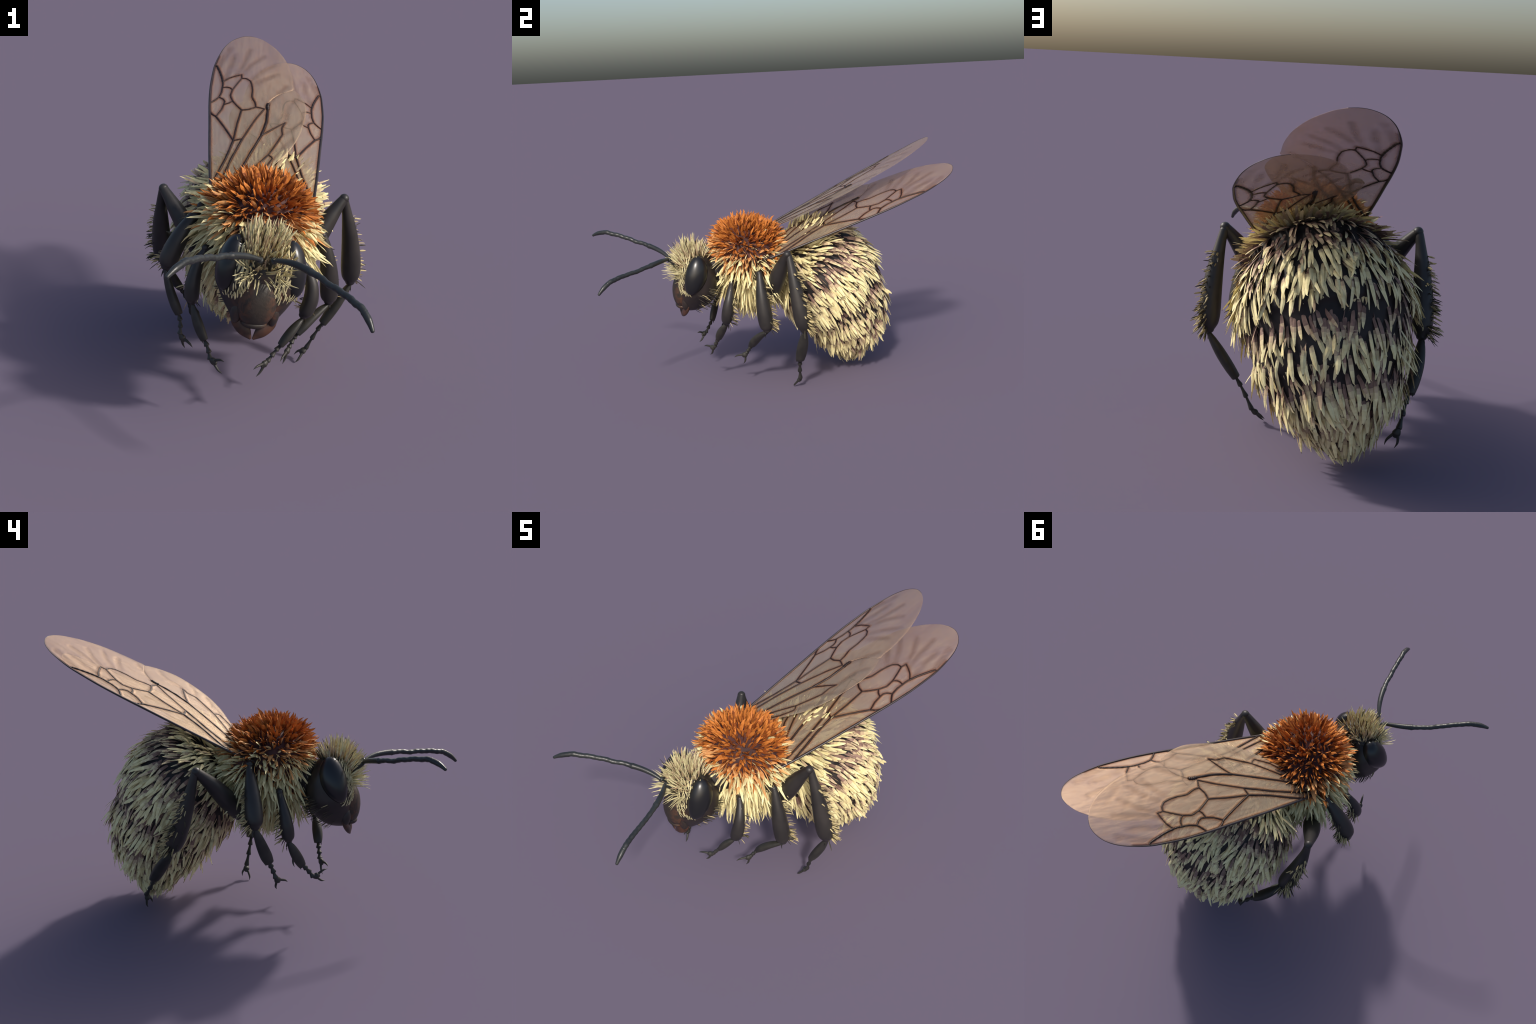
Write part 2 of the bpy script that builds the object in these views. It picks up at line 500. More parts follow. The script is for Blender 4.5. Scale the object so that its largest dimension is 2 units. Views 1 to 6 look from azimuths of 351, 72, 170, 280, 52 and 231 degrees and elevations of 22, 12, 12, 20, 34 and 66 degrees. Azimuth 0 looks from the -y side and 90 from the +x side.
# level rings of the head capsule: z, front y, back y, half width
HR = [(0.133, -0.005, 0.040, 0.050), (0.122, -0.038, 0.064, 0.085), (0.095, -0.064, 0.090, 0.122), (0.056, -0.080, 0.113, 0.144),
      (0.016, -0.088, 0.130, 0.150), (-0.030, -0.092, 0.134, 0.152), (-0.075, -0.092, 0.131, 0.150), (-0.117, -0.088, 0.120, 0.130),
      (-0.150, -0.082, 0.098, 0.108), (-0.178, -0.076, 0.066, 0.086), (-0.196, -0.060, 0.030, 0.060), (-0.202, -0.045, 0.000, 0.034)]
R = catmull(HR, 44)
seg = 56
a = np.linspace(0, 2 * math.pi, seg, endpoint=False)
V = []
for z, yf, yb, w in R:
    cy, hy = (yf + yb) / 2, (yb - yf) / 2
    ca, sa = np.cos(a), np.sin(a)
    ex = 0.78
    V.append(np.c_[w * np.sign(ca) * np.abs(ca) ** ex, cy + hy * np.sign(sa) * np.abs(sa) ** ex, np.full(seg, z)])
m = len(V)
V = np.vstack(V + [A(0, 0.02, 0.137)[None], A(0, -0.02, -0.204)[None]])
F = [(i * seg + j, (i + 1) * seg + j, (i + 1) * seg + (j + 1) % seg, i * seg + (j + 1) % seg) for i in range(m - 1) for j in range(seg)]
F += [(m * seg, j, (j + 1) % seg) for j in range(seg)] + [(m * seg + 1, (m - 1) * seg + (j + 1) % seg, (m - 1) * seg + j) for j in range(seg)]
head = make_object('head', V, F, M_head, bee, matrix=HEAD_MAT)
Vh = V; Fh = np.array([q for f in F for q in ([f] if len(f) == 3 else [(f[0], f[1], f[2]), (f[0], f[2], f[3])])])

def blob(name, mat, parent, centre, radii, axes=None, sub=4, matrix=None, deform=None):
    D, F = ico(sub)
    P = D * np.asarray(radii, float)
    if deform is not None:
        P = deform(P, D)
    if axes is not None:
        P = P @ np.asarray(axes, float)
    return make_object(name, P + np.asarray(centre, float), F, mat, parent, matrix=matrix)

# compound eyes: tall smooth kidneys on the sides, leaning back at the top
for s in (1, -1):
    ez = unit(A(-0.040 * s, 0.065, 0.205))
    ex = unit(A(1.0 * s, -0.10, 0.0)); ex = unit(ex - ez * (ex @ ez)); ey = np.cross(ez, ex)
    def bean(P, D):
        P = P.copy()
        t = D[:, 2]
        P[:, 1] *= 1 - 0.16 * np.clip(-t, 0, 1)
        P[:, 1] += -0.010 * (t ** 2) * (1 if s > 0 else -1)
        return P
    blob('eye', M_eye, head, (0.120 * s, -0.006, 0.034), (0.052, 0.063, 0.110), (ex, ey, ez), 5, HEAD_MAT, bean)

# clypeus (face shield), upper lip and cheeks
blob('clypeus', M_clypeus, head, (-0.004, -0.070, -0.096), (0.076, 0.049, 0.098), None, 5, HEAD_MAT)
blob('upper_lip', M_clypeus, head, (-0.003, -0.070, -0.178), (0.050, 0.034, 0.020), None, 4, HEAD_MAT)
for s in (1, -1):
    blob('cheek', M_head, head, (0.070 * s - 0.003, -0.056, -0.142), (0.024, 0.026, 0.048), None, 4, HEAD_MAT)
    V, F = tube_data([(0.066 * s, -0.046, -0.160), (0.058 * s, -0.054, -0.186), (0.030 * s, -0.064, -0.216), (0.006 * s, -0.070, -0.243)],
                     [0.024, 0.027, 0.024, 0.006], 20, 16, 0.5, (0, -1, 0.15))
    make_object('mandible', V, F, M_mandible, head, matrix=HEAD_MAT)
tube('neck', M_abdomen, bee, [head_world((0, 0.07, 0.0)), to_world((0.0, -0.24, 0.0))], [0.085, 0.10], n=8, seg=24)

# hair of the crown, brow and face
def head_zone(P, N_, zone):
    x, y, z = P[:, 0], P[:, 1], P[:, 2]
    ax = np.abs(x)
    eye = ((ax > 0.105) & (z < 0.145) & (z > -0.07) & (np.abs(y - 0.28 * z + 0.01) < 0.062))
    if zone == 'crown':
        w = smooth01(z - 0.35 * (y + 0.09) * (y > 0), 0.045, 0.085) * smooth01(-ax, -0.155, -0.12) * (0.05 + 0.95 * smooth01(-ax, -0.085, -0.045)) * (1 - 0.72 * smooth01(y, -0.02, 0.04))
        w = np.maximum(w, smooth01(-y, 0.05, 0.075) * smooth01(z, 0.03, 0.055) * (ax < 0.05))
    elif zone == 'face':
        w = (y < -0.035) * (z < 0.10) * (z > -0.085) * (ax > 0.045) * (ax < 0.15)
    elif zone == 'brow':
        w = (y < -0.06) * (z < 0.055) * (z > 0.0) * (ax < 0.085)
    else:
        w = (z < -0.04) * (y > -0.01) * (ax > 0.03)
    return w * ~eye
pc, nc = scatter(Vh, Fh, 330, lambda c, q: head_zone(c, q, 'crown') + 1e-9, 0.0065)
n = len(pc)
d = unit(nc * 0.70 + A(0, -0.08, 0.62) + A(0, 0.45, 0) * smooth01(pc[:, 1], 0.0, 0.09)[:, None] + rng.normal(0, 0.15, (n, 3)))
L = rng.uniform(0.048, 0.116, n) * (1 - 0.55 * smooth01(np.abs(pc[:, 0]), 0.055, 0.11)) * (1 - 0.35 * smooth01(pc[:, 1], 0.0, 0.08))
slots = np.zeros((n, 5), int); slots[:, 0] = 2; slots[:, 1] = 1
muted = rng.random(n) < 0.22; slots[muted] = 1; slots[muted, 0] = 2
slots[rng.random(n) < 0.10] = 3
tufts('crown_fur', pc - nc * 0.003, d, nc + rng.normal(0, 0.6, (n, 3)), L, rng.uniform(0.0055, 0.0095, n), A(0, 0.06, -0.06) + rng.normal(0, 0.06, (n, 3)),
      [H_face, H_mid, H_fringe, H_black], slots, head, HEAD_MAT, profile=(0.6, 1, 0.95, 0.8, 0.55), thick=0.6, jag=0.5)
pf, nf = scatter(Vh, Fh, 190, lambda c, q: head_zone(c, q, 'face') + 1e-9, 0.0105)
n = len(pf)
dn = A(0, -0.15, 1.0) - nf * (nf @ A(0, -0.15, 1.0))[:, None]
d = unit(dn + nf * 0.25 + rng.normal(0, 0.10, (n, 3)))
tufts('face_fur', pf - nf * 0.001, d, nf, rng.uniform(0.024, 0.046, n), rng.uniform(0.005, 0.0075, n), nf * 0.0,
      [H_face], np.zeros((n, 5), int), head, HEAD_MAT, profile=(0.5, 0.9, 1, 0.9, 0.6), thick=0.6)
pb, nb = scatter(Vh, Fh, 62, lambda c, q: head_zone(c, q, 'brow') + 1e-9, 0.006)
n = len(pb)
sd = np.sign(pb[:, 0])[:, None] * A(0.25, 0, 0)
d = unit(nb * 1.0 + sd + A(0, 0, 0.25) * ((pb[:, 2:3] - 0.02) / 0.02) + rng.normal(0, 0.14, (n, 3)))
tufts('brow_fur', pb, d, nb, rng.uniform(0.050, 0.090, n), rng.uniform(0.0045, 0.007, n), A(0, 0, 0.05) + rng.normal(0, 0.05, (n, 3)),
      [H_face], np.zeros((n, 5), int), head, HEAD_MAT, profile=(0.7, 1, 0.9, 0.7, 0.45), thick=0.6)
pk, nk = scatter(Vh, Fh, 170, lambda c, q: head_zone(c, q, 'chin') + 1e-9, 0.009)
n = len(pk)
d = unit(nk * 0.45 + A(0, 0.9, -0.25) + rng.normal(0, 0.08, (n, 3)))
tufts('chin_fur', pk - nk * 0.002, d, nk, rng.uniform(0.028, 0.048, n), rng.uniform(0.003, 0.0048, n), nk * 0.0,
      [H_black, H_fringe], (rng.random((n, 1)) < 0.12).astype(int) * np.ones((1, 5), int), head, HEAD_MAT, thick=0.7)

# --------------------------------------------------------------- antennae
def bezier(cp, t):
    cp = np.asarray(cp, float); k = len(cp) - 1
    return sum(math.comb(k, i) * ((1 - t) ** (k - i) * t ** i)[:, None] * cp[i] for i in range(k + 1))
for base, cp in (((0.020, -0.055, 0.045), [(-0.059, -0.570, 0.767), (0.085, -0.672, 0.797), (0.099, -0.834, 0.699), (0.170, -0.904, 0.790), (0.190, -0.996, 0.675)]),
                 ((-0.028, -0.055, 0.045), [(-0.109, -0.562, 0.770), (-0.236, -0.622, 0.850), (-0.322, -0.731, 0.812), (-0.362, -0.824, 0.944), (-0.465, -0.919, 0.876)])):
    b = head_world(base); e = np.array(cp[0])
    ant = tube('antenna', M_antenna, bee, [b, b + (e - b) * 0.5, e - unit(e - b) * 0.004], [0.016, 0.017, 0.013], n=12, seg=16)
    # flagellum: a long first joint, then short bead-like joints and a rounded club end
    t = np.linspace(0, 1, 170)
    c = bezier(cp, t)
    r = np.interp(t, [0, .03, .12, .22, .26, .30, .6, .85, .93, 1], [.008, .0095, .0125, .0135, .0145, .0115, .0118, .0128, .0125, .0075])
    joints = (t > 0.25) & (t < 0.86)
    r = r + joints * 0.0006 * np.cos((t - 0.25) * 2 * math.pi * 16)
    kink = np.sin(t * 40) * 0.0014 + np.sin(t * 23 + 1) * 0.0012
    c = c + unit(A(0.3, 0.5, 0.8)) * (kink * joints)[:, None]
    tube('flagellum', M_antenna, ant, c, r, n=260, seg=14, blunt=(0.5, 1.0))

# -------------------------------------------------------------------- legs
def leg(femur, tibia, tib_r, basi, basi_r, foot, claws, fem_r, knee_r, out, fringe_n, basi_out):
    """femur / tibia / basi: spine points; foot: last joint; claws: two tips;
    out: direction the hair fringe points."""
    out = unit(out)
    root = tube('leg', M_leg, bee, [femur[0] + (femur[0] - femur[1]) * 0.35, femur[0]], [fem_r[0] * 0.8, fem_r[0] * 0.85], n=8, seg=18)
    tube('femur', M_leg, root, femur, fem_r, n=30, seg=22, up=out, blunt=(0.9, 1.0))
    knee = femur[-1]
    blob('knee', M_leg, root, knee, (knee_r,) * 3, None, 3)
    tib = tube('tibia', M_leg, root, tibia, tib_r, n=36, seg=24, flat=1.0, up=out, blunt=(0.8, 0.7))
    end = np.asarray(tibia[-1])
    bs = tube('basitarsus', M_foot, root, basi, basi_r, n=22, seg=18, flat=0.70, up=basi_out, blunt=(0.6, 0.12))
    # spur at the square end of the first foot joint
    b1 = np.asarray(basi[-1]); bd = unit(b1 - np.asarray(basi[-2]))
    sd = unit(np.cross(bd, basi_out))
    V, F = tube_data([b1 - bd * 0.012 + sd * basi_r[-1] * 0.75, b1 + bd * 0.014 + sd * basi_r[-1] * 0.85], [0.006, 0.0006], 5, 8)
    make_object('spur', V, F, M_foot, root)
    # tibial spurs
    tdir = unit(end - np.asarray(tibia[-2]))
    V, F = tube_data([end, end + tdir * 0.02 + sd * 0.014, end + tdir * 0.045 + sd * 0.016], [0.005, 0.004, 0.0006], 8, 8)
    make_object('spur', V, F, M_foot, root)
    # three small flaring joints, then the bulbous claw joint
    foot = np.asarray(foot); k = 3
    seglen = np.linalg.norm(foot - b1)
    jd = unit(foot - b1)
    cl = [np.asarray(c) for c in claws]
    cm = sum(cl) / len(cl)
    start = b1 - bd * 0.006
    pts = catmull([start, b1 + (foot - b1) * 0.36 + bd * 0.006, foot - unit(cm - foot) * 0.018], 4)
    parts = []
    for i in range(3):
        p, q = pts[i], pts[i + 1]
        ax = unit(q - p)
        parts.append(tube_data([p - ax * 0.002, p + (q - p) * 0.45, p + (q - p) * 0.86, q + ax * 0.001], [0.0062, 0.0082, 0.0128, 0.0125], 12, 12, 0.8, basi_out, (0.5, 0.15)))
    V, F = join(parts)
    make_object('tarsus', V, F, M_foot, root)
    cd = unit(cm - foot)
    tip_axis = unit(np.cross(cd, cl[0] - cl[1]))
    tube('claw_joint', M_foot, root, [pts[3] - jd * 0.003, pts[3] + (foot - pts[3]) * 0.5, foot + cd * 0.004, foot + cd * 0.016], [0.0065, 0.013, 0.0165, 0.009], n=16, seg=14, flat=0.75, up=tip_axis)
    for c in cl:
        sidev = unit(c - cm) if np.linalg.norm(c - cm) > 1e-6 else cd
        p0 = foot + cd * 0.006 + sidev * 0.008
        p1 = p0 + (c - p0) * 0.5 + sidev * 0.007 + cd * 0.003
        tube('claw', M_foot, root, [p0, p1, c], [0.0062, 0.0048, 0.0006], n=14, seg=10)
    # fringe of straw-coloured bristles along the outer edge of the tibia
    if fringe_n:
        C = catmull(np.c_[np.asarray(tibia, float), np.asarray(tib_r, float)], 60)
        i = np.clip((rng.uniform(0.22, 1.0, fringe_n) * 59).astype(int), 1, 58)
        c, rr = C[i, :3], C[i, 3]
        ax = unit(C[i + 1, :3] - C[i - 1, :3])
        o = out - ax * (ax @ out)[:, None]; o = unit(o)
        s_ = np.cross(ax, o)
        ang = rng.normal(0, 0.42, fringe_n)
        dr = unit(o * np.cos(ang)[:, None] + s_ * np.sin(ang)[:, None])
        p = c + dr * (rr * 0.86)[:, None]
        w = smooth01(i / 59, 0.8, 1.0)[:, None]
        dd = unit(dr + ax * (0.25 + 1.3 * w * rng.random((fringe_n, 1))) + rng.normal(0, 0.16, (fringe_n, 3)))
        Lf = rng.uniform(0.028, 0.055, fringe_n) * (0.55 + 0.6 * i / 59)
        sl = np.zeros((fringe_n, 5), int); sl[:, 0] = 1
        sl[rng.random(fringe_n) < 0.35] = 1
        tufts('leg_fringe', p, dd, dr + rng.normal(0, 0.4, (fringe_n, 3)), Lf, rng.uniform(0.004, 0.0078, fringe_n), ax * 0.15,
              [H_fringe, H_black], sl, root, thick=0.5, jag=0.4)
    return root

def curve3(a, b, bow):
    a, b = A(*a), A(*b)
    return lambda ts: [a + (b - a) * t + np.asarray(bow) * 4 * t * (1 - t) for t in ts]

HT = (0, 0.15, 0.4, 0.65, 0.82, 0.93, 1.0)
R_HT = [0.017, 0.022, 0.034, 0.042, 0.044, 0.038, 0.022]
R_HF = [0.040, 0.045, 0.037, 0.026, 0.020]
FT = (0, 0.25, 0.55, 0.82, 1.0)
BT = (0, 0.2, 0.5, 0.8, 1.0)
R_HB = [0.013, 0.023, 0.031, 0.031, 0.026]
# hind left
leg(curve3((0.185, -0.045, 0.585), (0.341, -0.012, 0.802), (0, 0.0, 0.012))(FT),
    curve3((0.345, -0.004, 0.792), (0.399, 0.047, 0.392), (0.012, -0.004, 0.0))(HT), R_HT,
    curve3((0.398, 0.047, 0.378), (0.282, 0.056, 0.193), (0.006, 0, 0.006))(BT), R_HB,
    (0.200, 0.076, 0.048), [(0.157, 0.055, 0.000), (0.160, 0.092, 0.022)], R_HF, 0.021,
    A(0.75, 0.65, 0.0), 110, A(0.85, 0.0, -0.53))
# hind right
leg(curve3((-0.265, 0.015, 0.585), (-0.408, 0.160, 0.829), (-0.008, 0.0, 0.016))(FT),
    curve3((-0.412, 0.167, 0.820), (-0.408, 0.303, 0.440), (-0.012, -0.010, 0.0))(HT), R_HT,
    curve3((-0.407, 0.306, 0.428), (-0.334, 0.422, 0.252), (-0.008, 0, 0.004))(BT), R_HB,
    (-0.278, 0.484, 0.121), [(-0.236, 0.474, 0.068), (-0.272, 0.487, 0.060)], R_HF, 0.021,
    A(-0.8, 0.5, 0.1), 110, A(-0.75, -0.4, -0.3))
R_MT = [0.015, 0.023, 0.034, 0.040, 0.040, 0.035, 0.021]
R_MF = [0.028, 0.032, 0.028, 0.021, 0.017]
R_MB = [0.011, 0.020, 0.026, 0.028, 0.023]
# middle left
leg(curve3((0.09, -0.115, 0.60), (0.222, -0.136, 0.690), (0, 0, 0.015))(FT),
    curve3((0.226, -0.136, 0.686), (0.262, -0.120, 0.380), (0.010, -0.006, 0))(HT), R_MT,
    curve3((0.258, -0.122, 0.366), (0.117, -0.167, 0.263), (0.0, -0.004, 0.010))(BT), R_MB,
    (0.070, -0.198, 0.198), [(0.030, -0.250, 0.178), (0.049, -0.203, 0.140)], R_MF, 0.017,
    A(0.35, 0.95, 0.0), 70, A(0.58, 0.0, -0.8))
# middle right
leg(curve3((-0.15, -0.06, 0.66), (-0.270, -0.057, 0.815), (0, 0, 0.01))(FT),
    curve3((-0.273, -0.057, 0.808), (-0.424, -0.096, 0.572), (-0.016, -0.004, 0.0))(HT), R_MT,
    curve3((-0.426, -0.098, 0.558), (-0.380, -0.144, 0.379), (-0.006, 0, 0))(BT), R_MB,
    (-0.372, -0.178, 0.286), [(-0.361, -0.171, 0.232), (-0.333, -0.219, 0.257)], R_MF, 0.017,
    A(-0.35, 0.85, -0.2), 70, A(-0.9, -0.3, 0.0))
R_FT = [0.014, 0.019, 0.026, 0.031, 0.031, 0.028, 0.018]
R_FF = [0.026, 0.028, 0.025, 0.019, 0.016]
R_FB = [0.010, 0.019, 0.025, 0.024, 0.019]
# front left
leg(curve3((0.05, -0.20, 0.58), (0.112, -0.262, 0.628), (0, 0, 0.01))(FT),
    curve3((0.115, -0.264, 0.624), (0.110, -0.305, 0.410), (0.034, -0.014, 0))(HT), R_FT,
    curve3((0.106, -0.307, 0.396), (0.015, -0.330, 0.297), (0, -0.004, 0.005))(BT), R_FB,
    (-0.053, -0.350, 0.228), [(-0.106, -0.389, 0.227), (-0.090, -0.359, 0.176)], R_FF, 0.016,
    A(0.25, 0.95, -0.1), 36, A(0.73, 0.0, -0.66))
# front right
leg(curve3((-0.16, -0.16, 0.60), (-0.268, -0.190, 0.682), (0, 0, 0.01))(FT),
    curve3((-0.270, -0.190, 0.676), (-0.330, -0.231, 0.470), (-0.020, -0.008, 0))(HT), R_FT,
    curve3((-0.329, -0.234, 0.455), (-0.290, -0.286, 0.322), (-0.004, 0, 0))(BT), R_FB,
    (-0.262, -0.346, 0.255), [(-0.224, -0.397, 0.276), (-0.232, -0.385, 0.217)], R_FF, 0.016,
    A(-0.2, 0.95, -0.1), 36, A(-0.8, -0.5, 0.2))

# ------------------------------------------------------------------- wings
# wing plane coordinates: s along the leading edge, t across, w out of plane
FRONT = [(0.0, 0.012), (0.10, 0.002), (0.30, -0.008), (0.50, -0.015), (0.63, -0.020), (0.75, -0.020), (0.86, -0.012), (0.92, -0.005), (0.99, 0.012), (1.055, 0.036), (1.105, 0.070), (1.132, 0.110)]
TIP = [(1.140, 0.148), (1.132, 0.186), (1.10, 0.236), (1.03, 0.292)]
OUTER = [(0.93, 0.338), (0.83, 0.361), (0.745, 0.368), (0.700, 0.366)]
SEAM = [(0.0, 0.034), (0.06, 0.072), (0.131, 0.114), (0.253, 0.163), (0.381, 0.214), (0.48, 0.236), (0.583, 0.246), (0.616, 0.256), (0.667, 0.300), (0.700, 0.366)]
HREAR = [(0.0, 0.036), (0.055, 0.130), (0.115, 0.205), (0.185, 0.270), (0.25, 0.325), (0.33, 0.370), (0.42, 0.400), (0.53, 0.420), (0.60, 0.415), (0.66, 0.396), (0.692, 0.376), (0.700, 0.366)]
def camber(s, t):
    return -0.020 - 0.09 * np.maximum(t - 0.17, 0) ** 2 * 3 * smooth01(s, 0.4, 0.9) + 0.006 * np.sin(np.clip(t, 0, 0.25) / 0.25 * math.pi) * smooth01(s, 0.0, 0.3)

def resample(P, n):
    C = catmull(P, 400)
    l = np.r_[0, np.cumsum(np.linalg.norm(np.diff(C, axis=0), axis=1))]
    x = np.linspace(0, l[-1], n)
    return np.c_[np.interp(x, l, C[:, 0]), np.interp(x, l, C[:, 1])]

def panel(edge_a, edge_b, thick, cols=90, rows=26):
    """Thin closed slab between two edge curves, thinning to nothing-like rims."""
    a, b = resample(edge_a, cols), resample(edge_b, cols)
    f = np.linspace(0, 1, rows)
    G = a[:, None] * (1 - f)[None, :, None] + b[:, None] * f[None, :, None]
    s, t = G[..., 0], G[..., 1]
    w = camber(s, t)
    rim = np.minimum(np.sqrt(np.clip(np.sin(f * math.pi), 0, 1)), 1)[None, :] * np.ones((cols, 1))
    h = thick * (0.25 + 0.75 * rim)
    top = np.stack([s, t, w + h / 2], -1).reshape(-1, 3); bot = np.stack([s, t, w - h / 2], -1).reshape(-1, 3)
    V = np.vstack([top, bot]); o = len(top)
    F = []
    for i in range(cols - 1):
        for j in range(rows - 1):
            p, q, r, u = i * rows + j, (i + 1) * rows + j, (i + 1) * rows + j + 1, i * rows + j + 1
            F.append((p, q, r, u)); F.append((o + u, o + r, o + q, o + p))
    for i in range(cols - 1):
        for j in (0, rows - 1):
            p, q = i * rows + j, (i + 1) * rows + j
            F.append((p, o + p, o + q, q) if j == 0 else (q, o + q, o + p, p))
    for j in range(rows - 1):
        for i in (0, cols - 1):
            p, q = i * rows + j, i * rows + j + 1
            F.append((q, o + q, o + p, p) if i == 0 else (p, o + p, o + q, q))
    return V, F

# vein network of the forewing, then of the hindwing: points and radii
a_, b_, c_, d_, e_ = (0.918, -0.004), (0.784, 0.038), (0.740, 0.037), (0.669, 0.023), (0.633, -0.017)
g_, h_, i_, j_, k_ = (0.530, 0.013), (0.611, 0.047), (0.630, 0.087), (0.714, 0.085), (0.825, 0.126)
k2, k3, l_, m_, n_ = (0.818, 0.099), (0.797, 0.128), (0.742, 0.175), (0.577, 0.194), (0.559, 0.129)
o_, o2, p_, q_, r_ = (0.350, 0.095), (0.358, 0.135), (0.564, 0.232), (0.583, 0.246), (0.381, 0.218)
s_, t_, u_, v_ = (0.460, 0.324), (0.378, 0.310), (0.250, 0.247), (0.223, 0.264)
FORE_VEINS = [
    ([e_, (0.650, 0.005), d_, (0.705, 0.034), c_], 0.0026), ([c_, (0.762, 0.039), b_], 0.0028), ([b_, (0.822, 0.032), (0.855, 0.024), (0.895, 0.013)], 0.0036),
    ([(0.895, 0.013), (0.914, 0.006), a_], 0.0034),
    ([b_, (0.806, 0.068), k2], 0.0020), ([k2, k_], 0.0020), ([k_, k3], 0.0020), ([k3, (0.760, 0.108), j_], 0.0020),
    ([c_, (0.738, 0.058), (0.730, 0.074), j_], 0.0019), ([j_, (0.672, 0.076), i_], 0.0021),
    ([d_, (0.650, 0.043), (0.632, 0.050), h_], 0.0020), ([h_, (0.617, 0.070), i_], 0.0021), ([h_, (0.572, 0.036), g_], 0.0021),
    ([g_, (0.550, -0.006), (0.572, -0.016)], 0.0028), ([g_, (0.447, 0.053), o_], 0.0026),
    ([i_, (0.592, 0.108), n_], 0.0022), ([n_, (0.561, 0.160), m_], 0.0024), ([m_, (0.610, 0.190), (0.650, 0.176), (0.705, 0.178), l_], 0.0021),
    ([l_, (0.756, 0.172), (0.772, 0.168), (0.792, 0.150), k3], 0.0022), ([m_, (0.572, 0.212), p_], 0.0020),
    ([n_, (0.455, 0.109), o_], 0.0025), ([o_, o2], 0.0024), ([o_, (0.242, 0.066), (0.153, 0.034), (0.080, 0.009)], 0.0034),
    ([p_, (0.485, 0.190), o2], 0.0020), ([o2, (0.219, 0.084), (0.077, 0.042), (0.01, 0.026)], 0.0030)]
HIND_VEINS = [
    ([q_, (0.560, 0.247), (0.470, 0.240), r_], 0.0046), ([(0.600, 0.250), q_, (0.565, 0.247)], 0.0066), ([r_, (0.253, 0.166), (0.131, 0.118), (0.04, 0.068)], 0.0034),
    ([r_, (0.424, 0.272), s_], 0.0019), ([s_, (0.425, 0.309), t_], 0.0019), ([t_, (0.313, 0.279), u_, (0.135, 0.160), (0.04, 0.078)], 0.0019),
    ([u_, (0.236, 0.260), v_], 0.0016), ([v_, (0.155, 0.225), (0.100, 0.170), (0.04, 0.09)], 0.0016)]
FAINT = [([q_, (0.625, 0.262), (0.672, 0.298), (0.728, 0.332)], 0.0045), ([s_, (0.520, 0.333), (0.575, 0.341), (0.625, 0.378)], 0.0040),
         ([t_, (0.407, 0.350), (0.458, 0.396)], 0.0032), ([v_, (0.291, 0.308), (0.345, 0.350)], 0.0030), ([k_, (0.900, 0.170), (0.965, 0.232)], 0.0050),
         ([k2, (0.890, 0.130), (1.020, 0.165)], 0.0050), ([(0.780, 0.165), (0.850, 0.225), (0.905, 0.290)], 0.0055),
         ([(0.905, 0.012), (0.965, 0.030), (1.045, 0.068)], 0.0080), ([b_, (0.880, 0.070), (0.985, 0.090)], 0.0060), ([l_, (0.785, 0.232), (0.820, 0.290)], 0.006)]

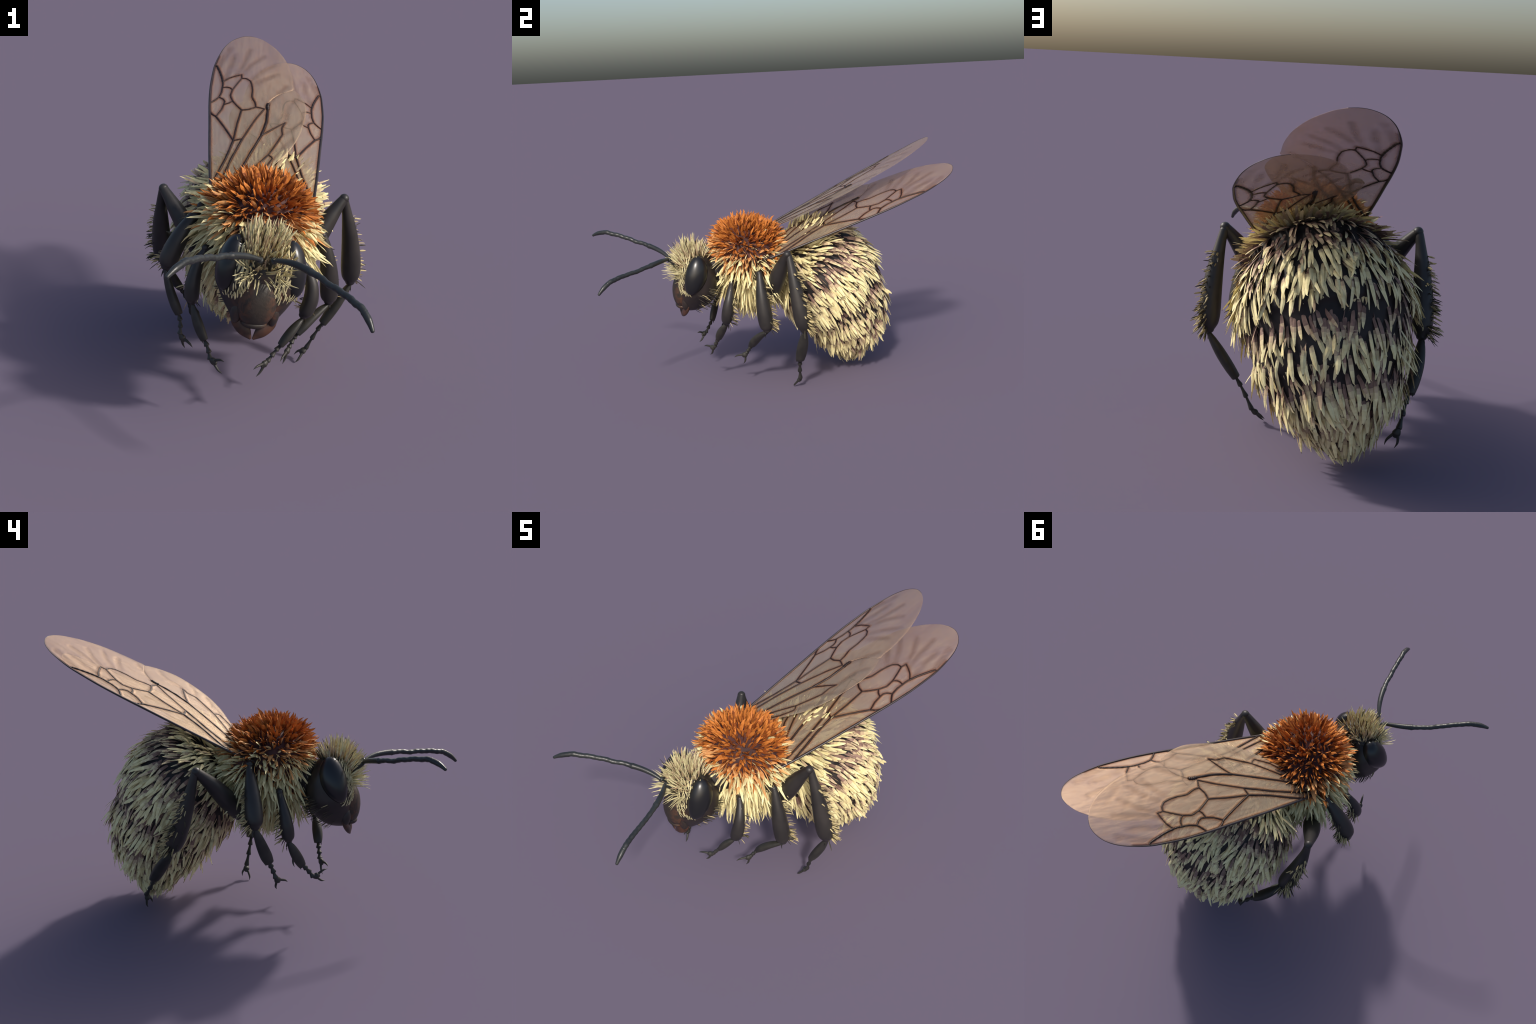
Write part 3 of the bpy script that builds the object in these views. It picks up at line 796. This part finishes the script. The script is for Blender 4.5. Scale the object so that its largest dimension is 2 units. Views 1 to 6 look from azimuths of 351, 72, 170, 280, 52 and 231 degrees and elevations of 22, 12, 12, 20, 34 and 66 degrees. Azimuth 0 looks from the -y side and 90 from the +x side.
def wing_material(name, sgn):
    """Smoky see-through film: brown bleeding out of every vein, faint dark folds
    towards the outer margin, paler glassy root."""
    N = Nodes(name)
    p = N.vec('MULTIPLY', N.co, (1, sgn, 0))
    def dist(lines):
        best = None
        for P, rad in lines:
            P = np.asarray(P, float)
            for a, b in zip(P[:-1], P[1:]):
                ba = b - a
                # (the previous result rides along at 1e-9 so that the nodes run one after another)
                pp = p if best is None else N.vec('MULTIPLY_ADD', best, (1e-9, 1e-9, 0), p)
                pa = N.vec('SUBTRACT', pp, (*a, 0))
                h = N.math('MULTIPLY', N.vec('DOT_PRODUCT', pa, (*(ba / (ba @ ba)), 0), out=1), 1.0, clamp=True)
                dd = N.vec('LENGTH', N.vec('SUBTRACT', pa, N.vec('SCALE', (*ba, 0), h)), out=1)
                dd = N.math('SUBTRACT', dd, rad)
                best = dd if best is None else N.math('MINIMUM', best, dd)
        return best
    rim = [(FRONT[:9], 0.004)]
    dv = dist(FORE_VEINS + HIND_VEINS + rim)
    df = dist(FAINT)
    sep = N.n('ShaderNodeSeparateXYZ'); N.l(p, sep.inputs[0])
    s, t = sep.outputs[0], sep.outputs[1]
    n1 = N.noise(9, 5, 0.6, p, 0.8)
    stretch = N.vec('MULTIPLY', p, (5, 22, 1))
    n2 = N.noise(3.0, 5, 0.6, stretch, 0.5)
    film = N.mix(N.remap(s, 0.25, 1.05), (0.315, 0.255, 0.185), (0.270, 0.184, 0.153))
    film = N.mix(N.math('MULTIPLY', N.remap(n1, 0.40, 0.70), 0.4), film, (0.42, 0.31, 0.21))
    film = N.mix(N.math('MULTIPLY', N.remap(n2, 0.45, 0.70), 0.55), film, (0.25, 0.14, 0.095))
    halo = N.remap(dv, 0.017, 0.0)
    halo2 = N.math('MULTIPLY', halo, N.remap(n1, 0.2, 0.7, 0.45, 1.0))
    film = N.mix(N.math('MULTIPLY', halo2, 0.9), film, (0.23, 0.078, 0.022))
    film = N.mix(N.math('MULTIPLY', N.remap(dv, 0.0060, 0.0), 0.95), film, (0.04, 0.014, 0.007))
    fold = N.math('MULTIPLY', N.remap(df, 0.020, -0.004), N.remap(n1, 0.25, 0.60, 0.35, 1.0))
    film = N.mix(N.math('MULTIPLY', fold, 0.55), film, (0.12, 0.055, 0.036))
    alpha = N.math('ADD', N.remap(s, 0.9, 0.4, 0.42, 0.46), N.math('MULTIPLY', halo, 0.16))
    alpha = N.math('ADD', alpha, N.math('MULTIPLY', fold, 0.10))
    alpha = N.math('ADD', alpha, N.math('MULTIPLY', N.math('SUBTRACT', n1, 0.5), 0.25), clamp=True)
    ripple = N.math('ADD', N.noise(2.2, 3, 0.5, stretch), N.math('MULTIPLY', fold, -0.6))
    ripple = N.math('ADD', ripple, N.math('MULTIPLY', halo, 0.5))
    N.bump(ripple, 0.35, 0.008)
    N.b.inputs['IOR'].default_value = 1.8
    N.put(N.b.inputs['Specular IOR Level'], N.math('SUBTRACT', 1.0, N.math('MULTIPLY', N.remap(dv, 0.012, 0.0), 0.85)))
    N.b.inputs['Specular Tint'].default_value = (1.0, 0.70, 0.44, 1)
    return N.set(film, N.math('ADD', 0.42, N.math('MULTIPLY', n2, 0.14)), None, Alpha=alpha)

def wing_frame(o, s, t, n):
    return Matrix(((s[0], t[0], n[0], o[0]), (s[1], t[1], n[1], o[1]), (s[2], t[2], n[2], o[2]), (0, 0, 0, 1)))

def fore_edges():
    front = FRONT + TIP[:2]
    rear = SEAM + list(reversed(OUTER))[1:] + list(reversed(TIP[1:]))
    return front, rear

RIGHT = (A(-0.236, -0.022, 0.850), A(0.14267, 0.88977, 0.43354), A(0.97939, -0.19019, 0.06804), A(-0.14300, -0.41490, 0.89856))
LEFT = (A(0.20276, -0.07267, 0.77522), A(0.22605, 0.91034, 0.34666), A(-0.95490, 0.13674, 0.26357), A(0.19254, -0.39061, 0.90020))
for sgn, (o, s, t, nn) in ((1, RIGHT), (-1, LEFT)):
    mat4 = wing_frame(o, s, t * sgn, nn)
    film = wing_material('wing_film', sgn)
    fr, re = fore_edges()
    V, F = panel(fr, re, 0.0022, 150, 26)
    V2, F2 = panel(SEAM, HREAR, 0.0018, 90, 20)
    def mirror(V, F):
        V = V.copy(); V[:, 1] *= sgn
        return V, (F if sgn > 0 else [tuple(reversed(f)) for f in F])
    fore = make_object('forewing', *mirror(V, F), film, bee, matrix=mat4)
    hind = make_object('hindwing', *mirror(V2 - A(0, 0, 0.0012), F2), film, bee, matrix=mat4)
    for owner, lines, dz in ((fore, FORE_VEINS, 0), (hind, HIND_VEINS, -0.0012)):
        parts = []
        for P, r in lines:
            C = catmull(P, 8 * len(P))
            c3 = np.c_[C, camber(C[:, 0], C[:, 1]) + dz]
            parts.append(tube_data(c3, np.full(len(c3), r * 1.22) * (1 + 0.18 * np.sin(np.arange(len(c3)) * 0.9)), len(c3), 8, 0.9, (0, 0, 1), (0.6, 0.6)))
        v, f = mirror(*join(parts))
        ob = make_object('wing_vein', v, f, M_vein, owner, matrix=mat4); ob['kind'] = 'stuff'
    # stout leading-edge vein thinning towards the tip
    C = resample(FRONT + TIP[:2], 80)
    rr = np.interp(C[:, 0], [0, 0.1, 0.55, 0.9, 1.0, 1.14], [0.0075, 0.0062, 0.0058, 0.0040, 0.0022, 0.0008])
    c3 = np.c_[C, camber(C[:, 0], C[:, 1])]
    v, f = mirror(*tube_data(c3, rr, 90, 10, 0.9, (0, 0, 1)))
    make_object('leading_vein', v, f, M_costa, fore, matrix=mat4)
    # root sclerites where the wing meets the thorax
    v, f = mirror(*tube_data([(-0.075, 0.040, -0.022), (-0.03, 0.028, -0.018), (0.03, 0.030, -0.020)], [0.026, 0.022, 0.008], 14, 14, 0.7))
    make_object('wing_root', v, f, M_tegula, fore, matrix=mat4)
